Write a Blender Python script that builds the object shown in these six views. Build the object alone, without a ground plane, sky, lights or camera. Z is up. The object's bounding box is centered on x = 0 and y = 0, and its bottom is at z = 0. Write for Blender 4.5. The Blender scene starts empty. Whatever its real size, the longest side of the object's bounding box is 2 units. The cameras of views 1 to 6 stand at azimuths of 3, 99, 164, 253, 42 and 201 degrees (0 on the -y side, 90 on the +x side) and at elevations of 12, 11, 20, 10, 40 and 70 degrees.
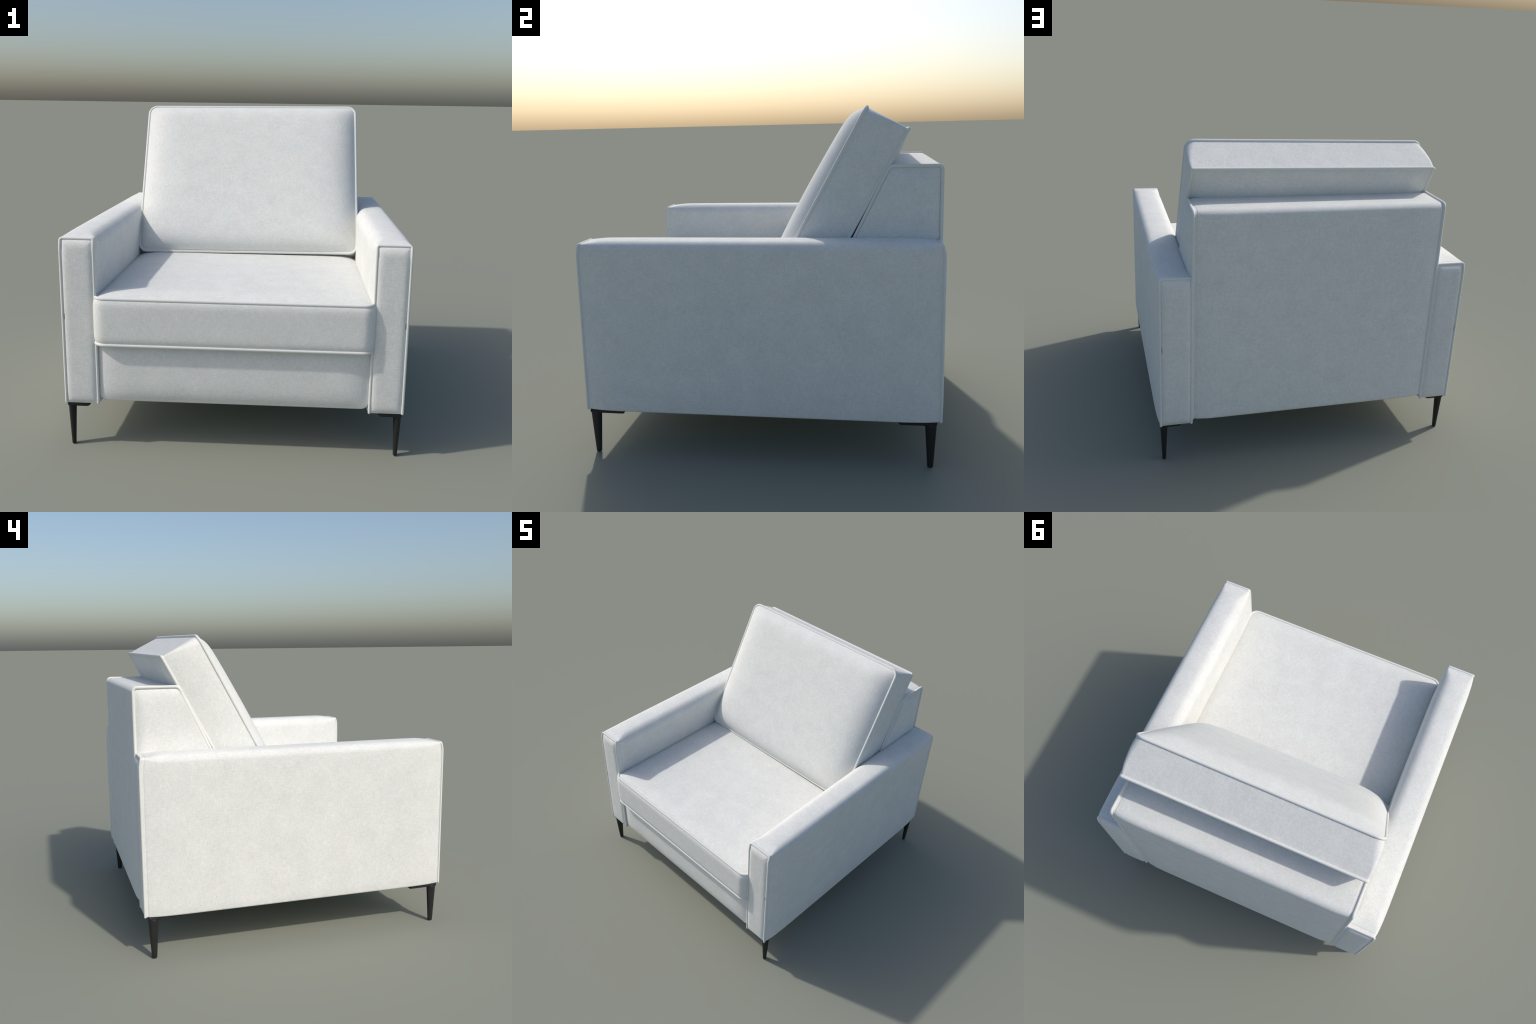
# Upholstered armchair: box arms, tilted loose back cushion, piped seams, tapered metal legs.
import bpy, math
from mathutils import Vector, Matrix

PIPE_R = 0.0078          # radius of the welt cord (piping) on the arms
CORD_R = 0.0095          # thicker cord on seat, cushion and back

# ------------------------------------------------------------------ materials
def nodes_of(mat):
    mat.use_nodes = True
    nt = mat.node_tree
    nt.nodes.clear()
    return nt

def add(nt, kind, **inputs):
    n = nt.nodes.new(kind)
    for k, v in inputs.items():
        n.inputs[k].default_value = v
    return n

def math_node(nt, op, a, b):
    n = nt.nodes.new("ShaderNodeMath")
    n.operation = op
    for i, v in enumerate((a, b)):
        if isinstance(v, (int, float)):
            n.inputs[i].default_value = v
        else:
            nt.links.new(v, n.inputs[i])
    return n.outputs[0]

def fabric_material(name, shift, weave_gain=1.0, base=(0.735, 0.738, 0.707)):
    """Off-white woven cloth: threads along the three axes, soft blotches, faint hue drift."""
    mat = bpy.data.materials.new(name)
    nt = nodes_of(mat)
    L = nt.links.new
    out = add(nt, "ShaderNodeOutputMaterial")
    bsdf = add(nt, "ShaderNodeBsdfPrincipled", Roughness=0.92)
    bsdf.inputs["Specular IOR Level"].default_value = 0.15
    bsdf.inputs["Sheen Weight"].default_value = 0.06
    L(bsdf.outputs[0], out.inputs[0])
    tc = add(nt, "ShaderNodeTexCoord")

    def noise(scale_vec, detail, rough, offset=(0, 0, 0)):
        mp = add(nt, "ShaderNodeMapping")
        mp.inputs["Scale"].default_value = scale_vec
        mp.inputs["Location"].default_value = tuple(o + shift for o in offset)
        L(tc.outputs["Object"], mp.inputs["Vector"])
        n = add(nt, "ShaderNodeTexNoise", Scale=1.0, Detail=detail, Roughness=rough)
        L(mp.outputs[0], n.inputs["Vector"])
        return n.outputs["Fac"]

    fine, long_ = 290.0, 34.0
    tx = noise((long_, fine, fine), 2.0, 0.6)
    ty = noise((fine, long_, fine), 2.0, 0.6, (7, 3, 1))
    tz = noise((fine, fine, long_), 2.0, 0.6, (2, 9, 5))
    threads = math_node(nt, "ADD", math_node(nt, "ADD", tx, ty), tz)      # mean 1.5
    threads = math_node(nt, "SUBTRACT", threads, 1.5)
    blotch = noise((9.0, 9.0, 9.0), 2.5, 0.5, (4, 4, 4))
    speck = noise((34.0, 34.0, 34.0), 3.0, 0.6, (1, 6, 2))
    hue = noise((10.0, 10.0, 10.0), 2.0, 0.5, (13, 2, 8))
    v = math_node(nt, "MULTIPLY", threads, 0.30 * weave_gain)
    v = math_node(nt, "ADD", v, math_node(nt, "MULTIPLY", math_node(nt, "SUBTRACT", blotch, 0.5), 0.15 * weave_gain))
    v = math_node(nt, "ADD", v, math_node(nt, "MULTIPLY", math_node(nt, "SUBTRACT", speck, 0.5), 0.06 * weave_gain))
    v = math_node(nt, "ADD", v, 1.0)

    ramp = add(nt, "ShaderNodeValToRGB")
    cr = ramp.color_ramp
    cr.elements[0].position, cr.elements[1].position = 0.32, 0.68
    r, g, b = base
    cr.elements[0].color = (r * 0.988, g * 1.0, b * 0.995, 1)
    cr.elements[1].color = (r * 1.01, g * 1.0, b * 0.998, 1)
    L(hue, ramp.inputs[0])
    mul = nt.nodes.new("ShaderNodeVectorMath")
    mul.operation = "SCALE"
    L(ramp.outputs[0], mul.inputs[0])
    L(v, mul.inputs["Scale"])
    L(mul.outputs[0], bsdf.inputs["Base Color"])
    bump = add(nt, "ShaderNodeBump", Strength=0.22 * weave_gain, Distance=0.0015)
    L(threads, bump.inputs["Height"])
    L(bump.outputs[0], bsdf.inputs["Normal"])
    return mat

def leg_material():
    mat = bpy.data.materials.new("black_metal")
    nt = nodes_of(mat)
    out = add(nt, "ShaderNodeOutputMaterial")
    bsdf = add(nt, "ShaderNodeBsdfPrincipled", Roughness=0.5)
    bsdf.inputs["Specular IOR Level"].default_value = 0.35
    nt.links.new(bsdf.outputs[0], out.inputs[0])
    tc = add(nt, "ShaderNodeTexCoord")
    n = add(nt, "ShaderNodeTexNoise", Scale=90.0, Detail=2.0)
    nt.links.new(tc.outputs["Object"], n.inputs["Vector"])
    ramp = add(nt, "ShaderNodeValToRGB")
    ramp.color_ramp.elements[0].color = (0.0165, 0.0160, 0.0160, 1)
    ramp.color_ramp.elements[1].color = (0.0205, 0.0200, 0.0195, 1)
    nt.links.new(n.outputs["Fac"], ramp.inputs[0])
    nt.links.new(ramp.outputs[0], bsdf.inputs["Base Color"])
    return mat

def gap_material():
    mat = bpy.data.materials.new("dark_seam_mark")
    nt = nodes_of(mat)
    out = add(nt, "ShaderNodeOutputMaterial")
    bsdf = add(nt, "ShaderNodeBsdfPrincipled", Roughness=0.95)
    nt.links.new(bsdf.outputs[0], out.inputs[0])
    tc = add(nt, "ShaderNodeTexCoord")
    n = add(nt, "ShaderNodeTexNoise", Scale=200.0)
    nt.links.new(tc.outputs["Object"], n.inputs["Vector"])
    ramp = add(nt, "ShaderNodeValToRGB")
    ramp.color_ramp.elements[0].color = (0.075, 0.070, 0.068, 1)
    ramp.color_ramp.elements[1].color = (0.095, 0.090, 0.085, 1)
    nt.links.new(n.outputs["Fac"], ramp.inputs[0])
    nt.links.new(ramp.outputs[0], bsdf.inputs["Base Color"])
    return mat

FABRIC = [fabric_material("woven_fabric", 0.0), fabric_material("woven_fabric_panel", 21.0),
          fabric_material("woven_fabric_cushion", 43.0)]
PIPING = fabric_material("piping_fabric", 5.0, 0.35)
METAL = leg_material()
SEAM_DARK = gap_material()

# ------------------------------------------------------------------ mesh helpers
def make_object(name, verts, faces, mat, parent):
    me = bpy.data.meshes.new(name)
    me.from_pydata([tuple(v) for v in verts], [], faces)
    me.validate()
    import bmesh
    bm = bmesh.new()
    bm.from_mesh(me)
    bmesh.ops.remove_doubles(bm, verts=bm.verts, dist=1e-5)
    bmesh.ops.recalc_face_normals(bm, faces=bm.faces)
    bm.to_mesh(me)
    bm.free()
    for p in me.polygons:
        p.use_smooth = True
    me.materials.append(mat)
    ob = bpy.data.objects.new(name, me)
    bpy.context.scene.collection.objects.link(ob)
    ob.parent = parent
    return ob

def rounded_outline(corners, step=0.025, arc=7):
    """corners: [(a, b, radius)] of a convex polygon -> dense points [(a, b)] with filleted corners."""
    n = len(corners)
    pts = []
    for i in range(n):
        p = Vector(corners[i][:2]); r = corners[i][2]
        d0 = (Vector(corners[i - 1][:2]) - p).normalized()
        d1 = (Vector(corners[(i + 1) % n][:2]) - p).normalized()
        half = d0.angle(d1) / 2
        cut = r / math.tan(half)
        c = p + (d0 + d1).normalized() * (r / math.sin(half))
        s, e = p + d0 * cut - c, p + d1 * cut - c
        ang = s.angle(e)
        for k in range(arc + 1):
            t = k / arc
            v = (s * math.sin((1 - t) * ang) + e * math.sin(t * ang)) / math.sin(ang)
            pts.append(c + v)
    out = []
    for i, p in enumerate(pts):
        q = pts[(i + 1) % len(pts)]
        m = max(1, int((q - p).length / step))
        for k in range(m):
            out.append(p.lerp(q, k / m))
    return out

def outline_normals(pts):
    area = sum(pts[i - 1].x * pts[i].y - pts[i].x * pts[i - 1].y for i in range(len(pts)))
    s = 1 if area > 0 else -1
    res = []
    for i in range(len(pts)):
        t = pts[(i + 1) % len(pts)] - pts[i - 1]
        res.append(Vector((t.y, -t.x)).normalized() * s)
    return res

def puff(u, p):
    return max(0.0, 1 - abs(u) ** p)

def padded_prism(outline_at, length, bulge, dome0, dome1, p_side=4, p_cap=5,
                 bevel=0.006, groove=0.0, warp=None, place=None, mid_step=0.04, rings=22, p_dir=None, crown=0.0):
    """Stuffed prism.  outline_at(w): outline at depth w in [0, length]; side walls swell by
    `bulge`, the two end panels by dome0 / dome1; `groove` presses a stitch line beside the ends."""
    ws = []
    for k in range(7):
        ws.append(bevel * (1 - math.cos(k / 6 * math.pi / 2)))
    if groove:
        ws += [bevel + 0.0025 * k for k in range(1, 9)]
    else:
        ws += [bevel + 0.006, bevel + 0.014]
    m = max(6, int((length - 2 * ws[-1]) / mid_step))
    half = ws[-1]
    left = list(ws)
    mids = [half + (length - 2 * half) * k / m for k in range(1, m)]
    right = [length - w for w in reversed(left)]
    stations = left + mids + right
    verts, faces = [], []
    loops = []
    for w in stations:
        pts = outline_at(w)
        nrm = outline_normals(pts)
        d = min(w, length - w)
        inset = 0.0
        if d < bevel:
            inset = bevel - math.sqrt(max(0.0, bevel ** 2 - (bevel - d) ** 2))
        t = (w / length) * 2 - 1
        swell = puff(t, p_side)
        if groove:
            inset += groove * math.exp(-((d - 0.017) / 0.0035) ** 2)
        loop = []
        for p, q in zip(pts, nrm):
            loop.append(len(verts))
            a = p + q * ((bulge(q) if callable(bulge) else bulge) * swell - inset)
            verts.append([a.x, a.y, w])
        loops.append(loop)
    n = len(loops[0])
    for A, B in zip(loops, loops[1:]):
        for i in range(n):
            j = (i + 1) % n
            faces.append((A[i], A[j], B[j], B[i]))
    for loop, w, dome, sgn in ((loops[0], 0.0, dome0, -1), (loops[-1], length, dome1, 1)):
        xs = [verts[i][0] for i in loop]; ys = [verts[i][1] for i in loop]
        ca, cb = (max(xs) + min(xs)) / 2, (max(ys) + min(ys)) / 2
        ha, hb = (max(xs) - min(xs)) / 2, (max(ys) - min(ys)) / 2
        prev = loop
        reach = min(ha, hb)
        ka, kb = p_dir or (p_cap, p_cap)
        for k in range(1, rings + 1):
            d = reach * min(0.9995, (k / rings) ** 1.35)   # rings move in by equal widths
            cur = []
            for i in loop:
                a = ca + (verts[i][0] - ca) * (ha - d) / ha
                b = cb + (verts[i][1] - cb) * (hb - d) / hb
                ua, ub = (a - ca) / ha, (b - cb) / hb
                h = dome * puff(ua, ka) * puff(ub, kb)
                if sgn > 0:
                    h += crown * puff(ua, 5.0) * puff(ub + 0.22 * (1 - ub * ub), 2.2)   # fuller low down
                cur.append(len(verts))
                verts.append([a, b, w + sgn * h])
            for i in range(n):
                j = (i + 1) % n
                faces.append((prev[i], prev[j], cur[j], cur[i]))
            prev = cur
        faces.append(tuple(prev))
    res = []
    for v in verts:
        v = Vector(v)
        if place:
            v = Vector(place(v))
        if warp:
            v = Vector(warp(v))
        res.append(v)
    return res, faces

def tube(path, r=PIPE_R, closed=False, seg=10):
    """Round cord along a 3D path; open cords get hemispherical ends."""
    P = [Vector(p) for p in path]
    n = len(P)
    if closed:
        T = [(P[(i + 1) % n] - P[i - 1]).normalized() for i in range(n)]
    else:
        T = [(P[min(i + 1, n - 1)] - P[max(i - 1, 0)]).normalized() for i in range(n)]
    rad = [r] * n
    if not closed:
        for k in range(1, 5):
            a = k / 4 * math.pi / 2
            rr = max(r * math.cos(a), r * 0.04)
            P.insert(0, Vector(path[0]) - T[0] * r * math.sin(a)); T.insert(0, T[0].copy()); rad.insert(0, rr)
            P.append(Vector(path[-1]) + T[-1] * r * math.sin(a)); T.append(T[-1].copy()); rad.append(rr)
        n = len(P)
    ref = Vector((0, 0, 1)) if abs(T[0].z) < 0.9 else Vector((1, 0, 0))
    u = (ref - T[0] * ref.dot(T[0])).normalized()
    verts, faces = [], []
    for i in range(n):
        u = (u - T[i] * u.dot(T[i])).normalized()
        v = T[i].cross(u)
        for k in range(seg):
            a = 2 * math.pi * k / seg
            verts.append(P[i] + (u * math.cos(a) + v * math.sin(a)) * rad[i])
    for i in range(n if closed else n - 1):
        j = (i + 1) % n
        for k in range(seg):
            l = (k + 1) % seg
            faces.append((i * seg + k, i * seg + l, j * seg + l, j * seg + k))
    if not closed:
        faces.append(tuple(range(seg)))
        faces.append(tuple((n - 1) * seg + k for k in range(seg)))
    return verts, faces

def fillet_path(points, radius, step=0.03):
    """Open 2D path with rounded inner corners, densely sampled."""
    out = [Vector(points[0])]
    for i in range(1, len(points) - 1):
        p = Vector(points[i]); r = radius[i - 1] if isinstance(radius, (list, tuple)) else radius
        d0 = (Vector(points[i - 1]) - p).normalized(); d1 = (Vector(points[i + 1]) - p).normalized()
        half = d0.angle(d1) / 2
        cut = r / math.tan(half)
        c = p + (d0 + d1).normalized() * (r / math.sin(half))
        s, e = p + d0 * cut - c, p + d1 * cut - c
        ang = s.angle(e)
        for k in range(8):
            t = k / 7
            out.append(c + (s * math.sin((1 - t) * ang) + e * math.sin(t * ang)) / math.sin(ang))
    out.append(Vector(points[-1]))
    res = []
    for a, b in zip(out, out[1:]):
        m = max(1, int((b - a).length / step))
        res += [a.lerp(b, k / m) for k in range(m)]
    res.append(out[-1])
    return res

# ------------------------------------------------------------------ the chair
chair = bpy.data.objects.new("armchair", None)
bpy.context.scene.collection.objects.link(chair)
chair["label"] = "off-white woven fabric armchair with piped seams and black tapered legs"
chair["category"] = "armchair"

# ---- arms
ARM_IN, ARM_OUT = 0.747, 0.932
ARM_Z0, ARM_Z1 = 0.261, 1.200
ARM_Y0, ARM_Y1 = -0.947, 0.984

def arm_warp(v):
    """Top edge of the end panels leans inwards."""
    x, y, z = v
    lean = max(0.0, (z - 1.14) / 0.06) ** 2
    if y < 0:
        y += 0.013 * lean * min(1, max(0, (-y - 0.80) / 0.12))
    else:
        y -= 0.012 * lean * min(1, max(0, (y - 0.83) / 0.12))
    return x, y, z

def build_arm(sx):
    length = ARM_Y1 - ARM_Y0

    def outline(w):
        d = min(w, length - w)
        soft = min(1.0, d / 0.12)
        soft = soft * soft * (3 - 2 * soft)
        ro, ri = 0.010 + 0.024 * soft, 0.010 + 0.044 * soft
        pts = rounded_outline([(ARM_IN, ARM_Z0, 0.008), (ARM_OUT, ARM_Z0, 0.008),
                               (ARM_OUT, ARM_Z1, ro), (ARM_IN, ARM_Z1, ri)], arc=8, step=10)
        # subdivide with a fixed count per edge so every station matches
        res = []
        counts = [8, 16, 8, 16]
        for c in range(4):
            arcp = pts[c * 9:(c + 1) * 9]
            nxt = pts[((c + 1) % 4) * 9]
            res += arcp
            res += [arcp[-1].lerp(nxt, k / counts[c]) for k in range(1, counts[c])]
        crown = []
        for p in res:
            z = p.y
            if z > ARM_Z1 - 0.05:
                u = (p.x - (ARM_IN + ARM_OUT) / 2) / ((ARM_OUT - ARM_IN) / 2)
                z += 0.010 * soft * puff(u, 2.2) * (z - ARM_Z1 + 0.05) / 0.05
            crown.append(Vector((p.x, z)))
        return crown

    def place(v):
        return (sx * v.x, ARM_Y0 + v.z, v.y)

    verts, faces = padded_prism(outline, length, lambda q: (0.017 if q.x > 0 else 0.013) * q.x * q.x + (0.008 * q.y * q.y if q.y > 0 else 0.0), 0.013, 0.015, p_side=14, bevel=0.006,
                                groove=0.0022, warp=arm_warp, place=place, mid_step=0.05,
                                p_dir=(7, 30), rings=24)
    ob = make_object("arm", verts, faces, FABRIC[0], chair)

    cin, cout, ctop, cbot = ARM_IN + 0.004, ARM_OUT - 0.001, ARM_Z1 - 0.003, ARM_Z0 + 0.005
    for y in (ARM_Y0 - 0.001, ARM_Y1 + 0.001):
        path = fillet_path([(cin, cbot), (cin, ctop), (cout, ctop), (cout, cbot)], 0.011)
        verts, faces = tube([arm_warp((sx * p.x, y, p.y)) for p in path])
        make_object("piping", verts, faces, PIPING, ob)
        # small dark opening in the outer seam, half way up
        yy = y - math.copysign(0.001, -y) * -1
        x0 = sx * (cout - 0.0105)
        verts, faces = tube([(x0, y + math.copysign(0.0035, y), z) for z in (0.750, 0.760, 0.772, 0.782)], r=0.0018, seg=8)
        make_object("seam_opening", verts, faces, SEAM_DARK, ob)
    return ob

build_arm(1)
build_arm(-1)

# ---- seat cushion: plan outline extruded upwards
SEAT_X, SEAT_Y0, SEAT_Y1 = 0.750, -0.983, 0.50
SEAT_Z0, SEAT_Z1 = 0.620, 0.880
seat_plan = rounded_outline([(-SEAT_X, SEAT_Y0, 0.055), (SEAT_X, SEAT_Y0, 0.055),
                             (SEAT_X, SEAT_Y1, 0.02), (-SEAT_X, SEAT_Y1, 0.02)], step=0.03)
verts, faces = padded_prism(lambda w: seat_plan, SEAT_Z1 - SEAT_Z0, 0.0165, 0.0, 0.0365, p_side=9,
                            bevel=0.006, place=lambda v: (v.x, v.y, SEAT_Z0 + v.z), mid_step=0.012,
                            p_dir=(14, 23), rings=40)
seat = make_object("seat_cushion", verts, faces, FABRIC[2], chair)
for z, out in ((SEAT_Z1 - 0.001, 0.001), (SEAT_Z0 + 0.001, 0.006)):
    cord = [p + q * out for p, q in zip(seat_plan, outline_normals(seat_plan))]
    verts, faces = tube([(p.x, p.y, z) for p in cord], r=CORD_R, closed=True)
    make_object("piping", verts, faces, PIPING, seat)

# ---- front panel under the seat
PAN_Y = -0.940
panel_outline = rounded_outline([(-0.750, 0.277, 0.045), (0.750, 0.277, 0.045),
                                 (0.750, 0.645, 0.03), (-0.750, 0.645, 0.03)], step=0.02)
verts, faces = padded_prism(lambda w: panel_outline, 0.12, 0.0, 0.019, 0.0, bevel=0.014,
                            place=lambda v: (v.x, PAN_Y + v.z, v.y), mid_step=0.02, p_dir=(16, 4), rings=26)
make_object("front_panel", verts, faces, FABRIC[1], chair)

# ---- base deck between the arms
deck_outline = rounded_outline([(-0.745, -0.86, 0.01), (0.745, -0.86, 0.01), (0.745, 0.93, 0.01), (-0.745, 0.93, 0.01)], step=0.1)
verts, faces = padded_prism(lambda w: deck_outline, 0.34, 0.0, 0.0, 0.0, bevel=0.008,
                            place=lambda v: (v.x, v.y, 0.285 + v.z), mid_step=0.1, rings=4)
make_object("seat_base", verts, faces, FABRIC[1], chair)

# ---- back frame: side profile (y, z) extruded across
FR_X = 0.743
frame_corners = [(0.981, 0.282, 0.02), (0.981, 1.584, 0.030), (0.716, 1.584, 0.035), (0.527, 1.20, 0.15), (0.40, 0.90, 0.05), (0.40, 0.282, 0.02)]
frame_outline = rounded_outline(frame_corners, step=0.03, arc=8)
verts, faces = padded_prism(lambda w: frame_outline, 2 * FR_X, lambda q: 0.018 * max(0, q.x) ** 2 + 0.006 * max(0, q.y) ** 2 + 0.006 * max(0, -q.x) ** 2, 0.022, 0.022, p_side=20, bevel=0.007,
                            groove=0.002, place=lambda v: (-FR_X + v.z, v.x, v.y), mid_step=0.06, rings=18, p_dir=(12, 20))
frame = make_object("back_frame", verts, faces, FABRIC[1], chair)
for sx in (-1, 1):
    path = fillet_path([(0.982, 0.294), (0.982, 1.585), (0.716, 1.585), (0.527, 1.20), (0.40, 0.90)], [0.022, 0.032, 0.15])
    verts, faces = tube([(sx * (FR_X + 0.002), p.x, p.y) for p in path], r=CORD_R)
    make_object("piping", verts, faces, PIPING, frame)

# ---- back cushion, built flat and tilted back
TILT = math.radians(28.5)
CW, CH, CT = 0.735, 1.081, 0.252
UP = Vector((0, math.sin(TILT), math.cos(TILT)))
FRONT = Vector((0, -math.cos(TILT), math.sin(TILT)))
ORIGIN = Vector((0.004, 0.072, 0.935)) - FRONT * CT
cushion_matrix = Matrix.Rotation(math.radians(-0.3), 4, 'Z') @ Matrix((( 1, UP.x, FRONT.x, ORIGIN.x), (0, UP.y, FRONT.y, ORIGIN.y), (0, UP.z, FRONT.z, ORIGIN.z), (0, 0, 0, 1))) @ Matrix.Rotation(math.radians(0.65), 4, 'Z')   # sits slightly skewed

def cushion_outline(w):
    t = w / CT
    r = 0.010 + 0.045 * t ** 1.5
    pts = rounded_outline([(-CW, 0, r), (CW, 0, r), (CW, CH, r), (-CW, CH, r)], arc=8, step=10)
    res, counts = [], [44, 34, 44, 34]
    for c in range(4):
        arcp = pts[c * 9:(c + 1) * 9]
        nxt = pts[((c + 1) % 4) * 9]
        res += arcp + [arcp[-1].lerp(nxt, k / counts[c]) for k in range(1, counts[c])]
    return res

verts, faces = padded_prism(cushion_outline, CT, lambda q: 0.014 * q.x * q.x + 0.001 * q.y * q.y, 0.028, 0.066, p_side=2.6, bevel=0.006,
                            groove=0.0, mid_step=0.015, p_dir=(10, 12.5), rings=34, crown=0.022)
cushion = make_object("back_cushion", verts, faces, FABRIC[2], chair)
cushion.matrix_local = cushion_matrix
for w in (0.001, CT - 0.006):
    o = cushion_outline(w)
    verts, faces = tube([(p.x + q.x * 0.001, p.y + q.y * 0.001, w) for p, q in zip(o, outline_normals(o))], r=CORD_R, closed=True)
    make_object("piping", verts, faces, PIPING, cushion)

# ---- legs: oval tapered metal posts with a mounting plate
def leg_mesh():
    verts, faces, seg = [], [], 32
    prof = [(0.000, 0.80), (0.0012, 0.92), (0.004, 1.0)]
    for k in range(1, 13):
        prof.append((0.004 + k / 12 * 0.248, None))
    rings = []
    for z, f in prof:
        t = (z - 0.004) / 0.248
        t = max(t, 0)
        a = (0.0112 + 0.0108 * t) * (f or 1); b = (0.0158 + 0.0155 * t) * (f or 1)
        ring = []
        for k in range(seg):
            th = 2 * math.pi * k / seg
            ring.append(len(verts)); verts.append((a * math.cos(th), b * math.sin(th), z))
        rings.append(ring)
    for A, B in zip(rings, rings[1:]):
        for k in range(seg):
            l = (k + 1) % seg
            faces.append((A[k], A[l], B[l], B[k]))
    faces.append(tuple(reversed(rings[0]))); faces.append(tuple(rings[-1]))
    return verts, faces

def plate_mesh():
    """Plate reaching inwards (-x, +y) from the post."""
    o = rounded_outline([(-0.105, -0.032, 0.02), (0.022, -0.032, 0.012), (0.022, 0.168, 0.012), (-0.105, 0.168, 0.03)], step=0.03)
    return padded_prism(lambda w: o, 0.018, 0.0, 0.0, 0.0, bevel=0.006, place=lambda v: (v.x, v.y, 0.240 + v.z), mid_step=0.01, rings=3)

first_leg = first_plate = None
for sx in (1, -1):
    for sy in (1, -1):
        if first_leg is None:
            leg = make_object("leg", *leg_mesh(), METAL, chair)
            plate = make_object("mounting_plate", *plate_mesh(), METAL, leg)
            first_leg, first_plate = leg, plate
        else:
            leg = first_leg.copy(); plate = first_plate.copy()
            bpy.context.scene.collection.objects.link(leg)
            bpy.context.scene.collection.objects.link(plate)
            leg.parent = chair; plate.parent = leg
        leg.location = (sx * 0.910, -0.909 if sy > 0 else 0.936, 0)
        leg.scale = (sx, sy, 1)
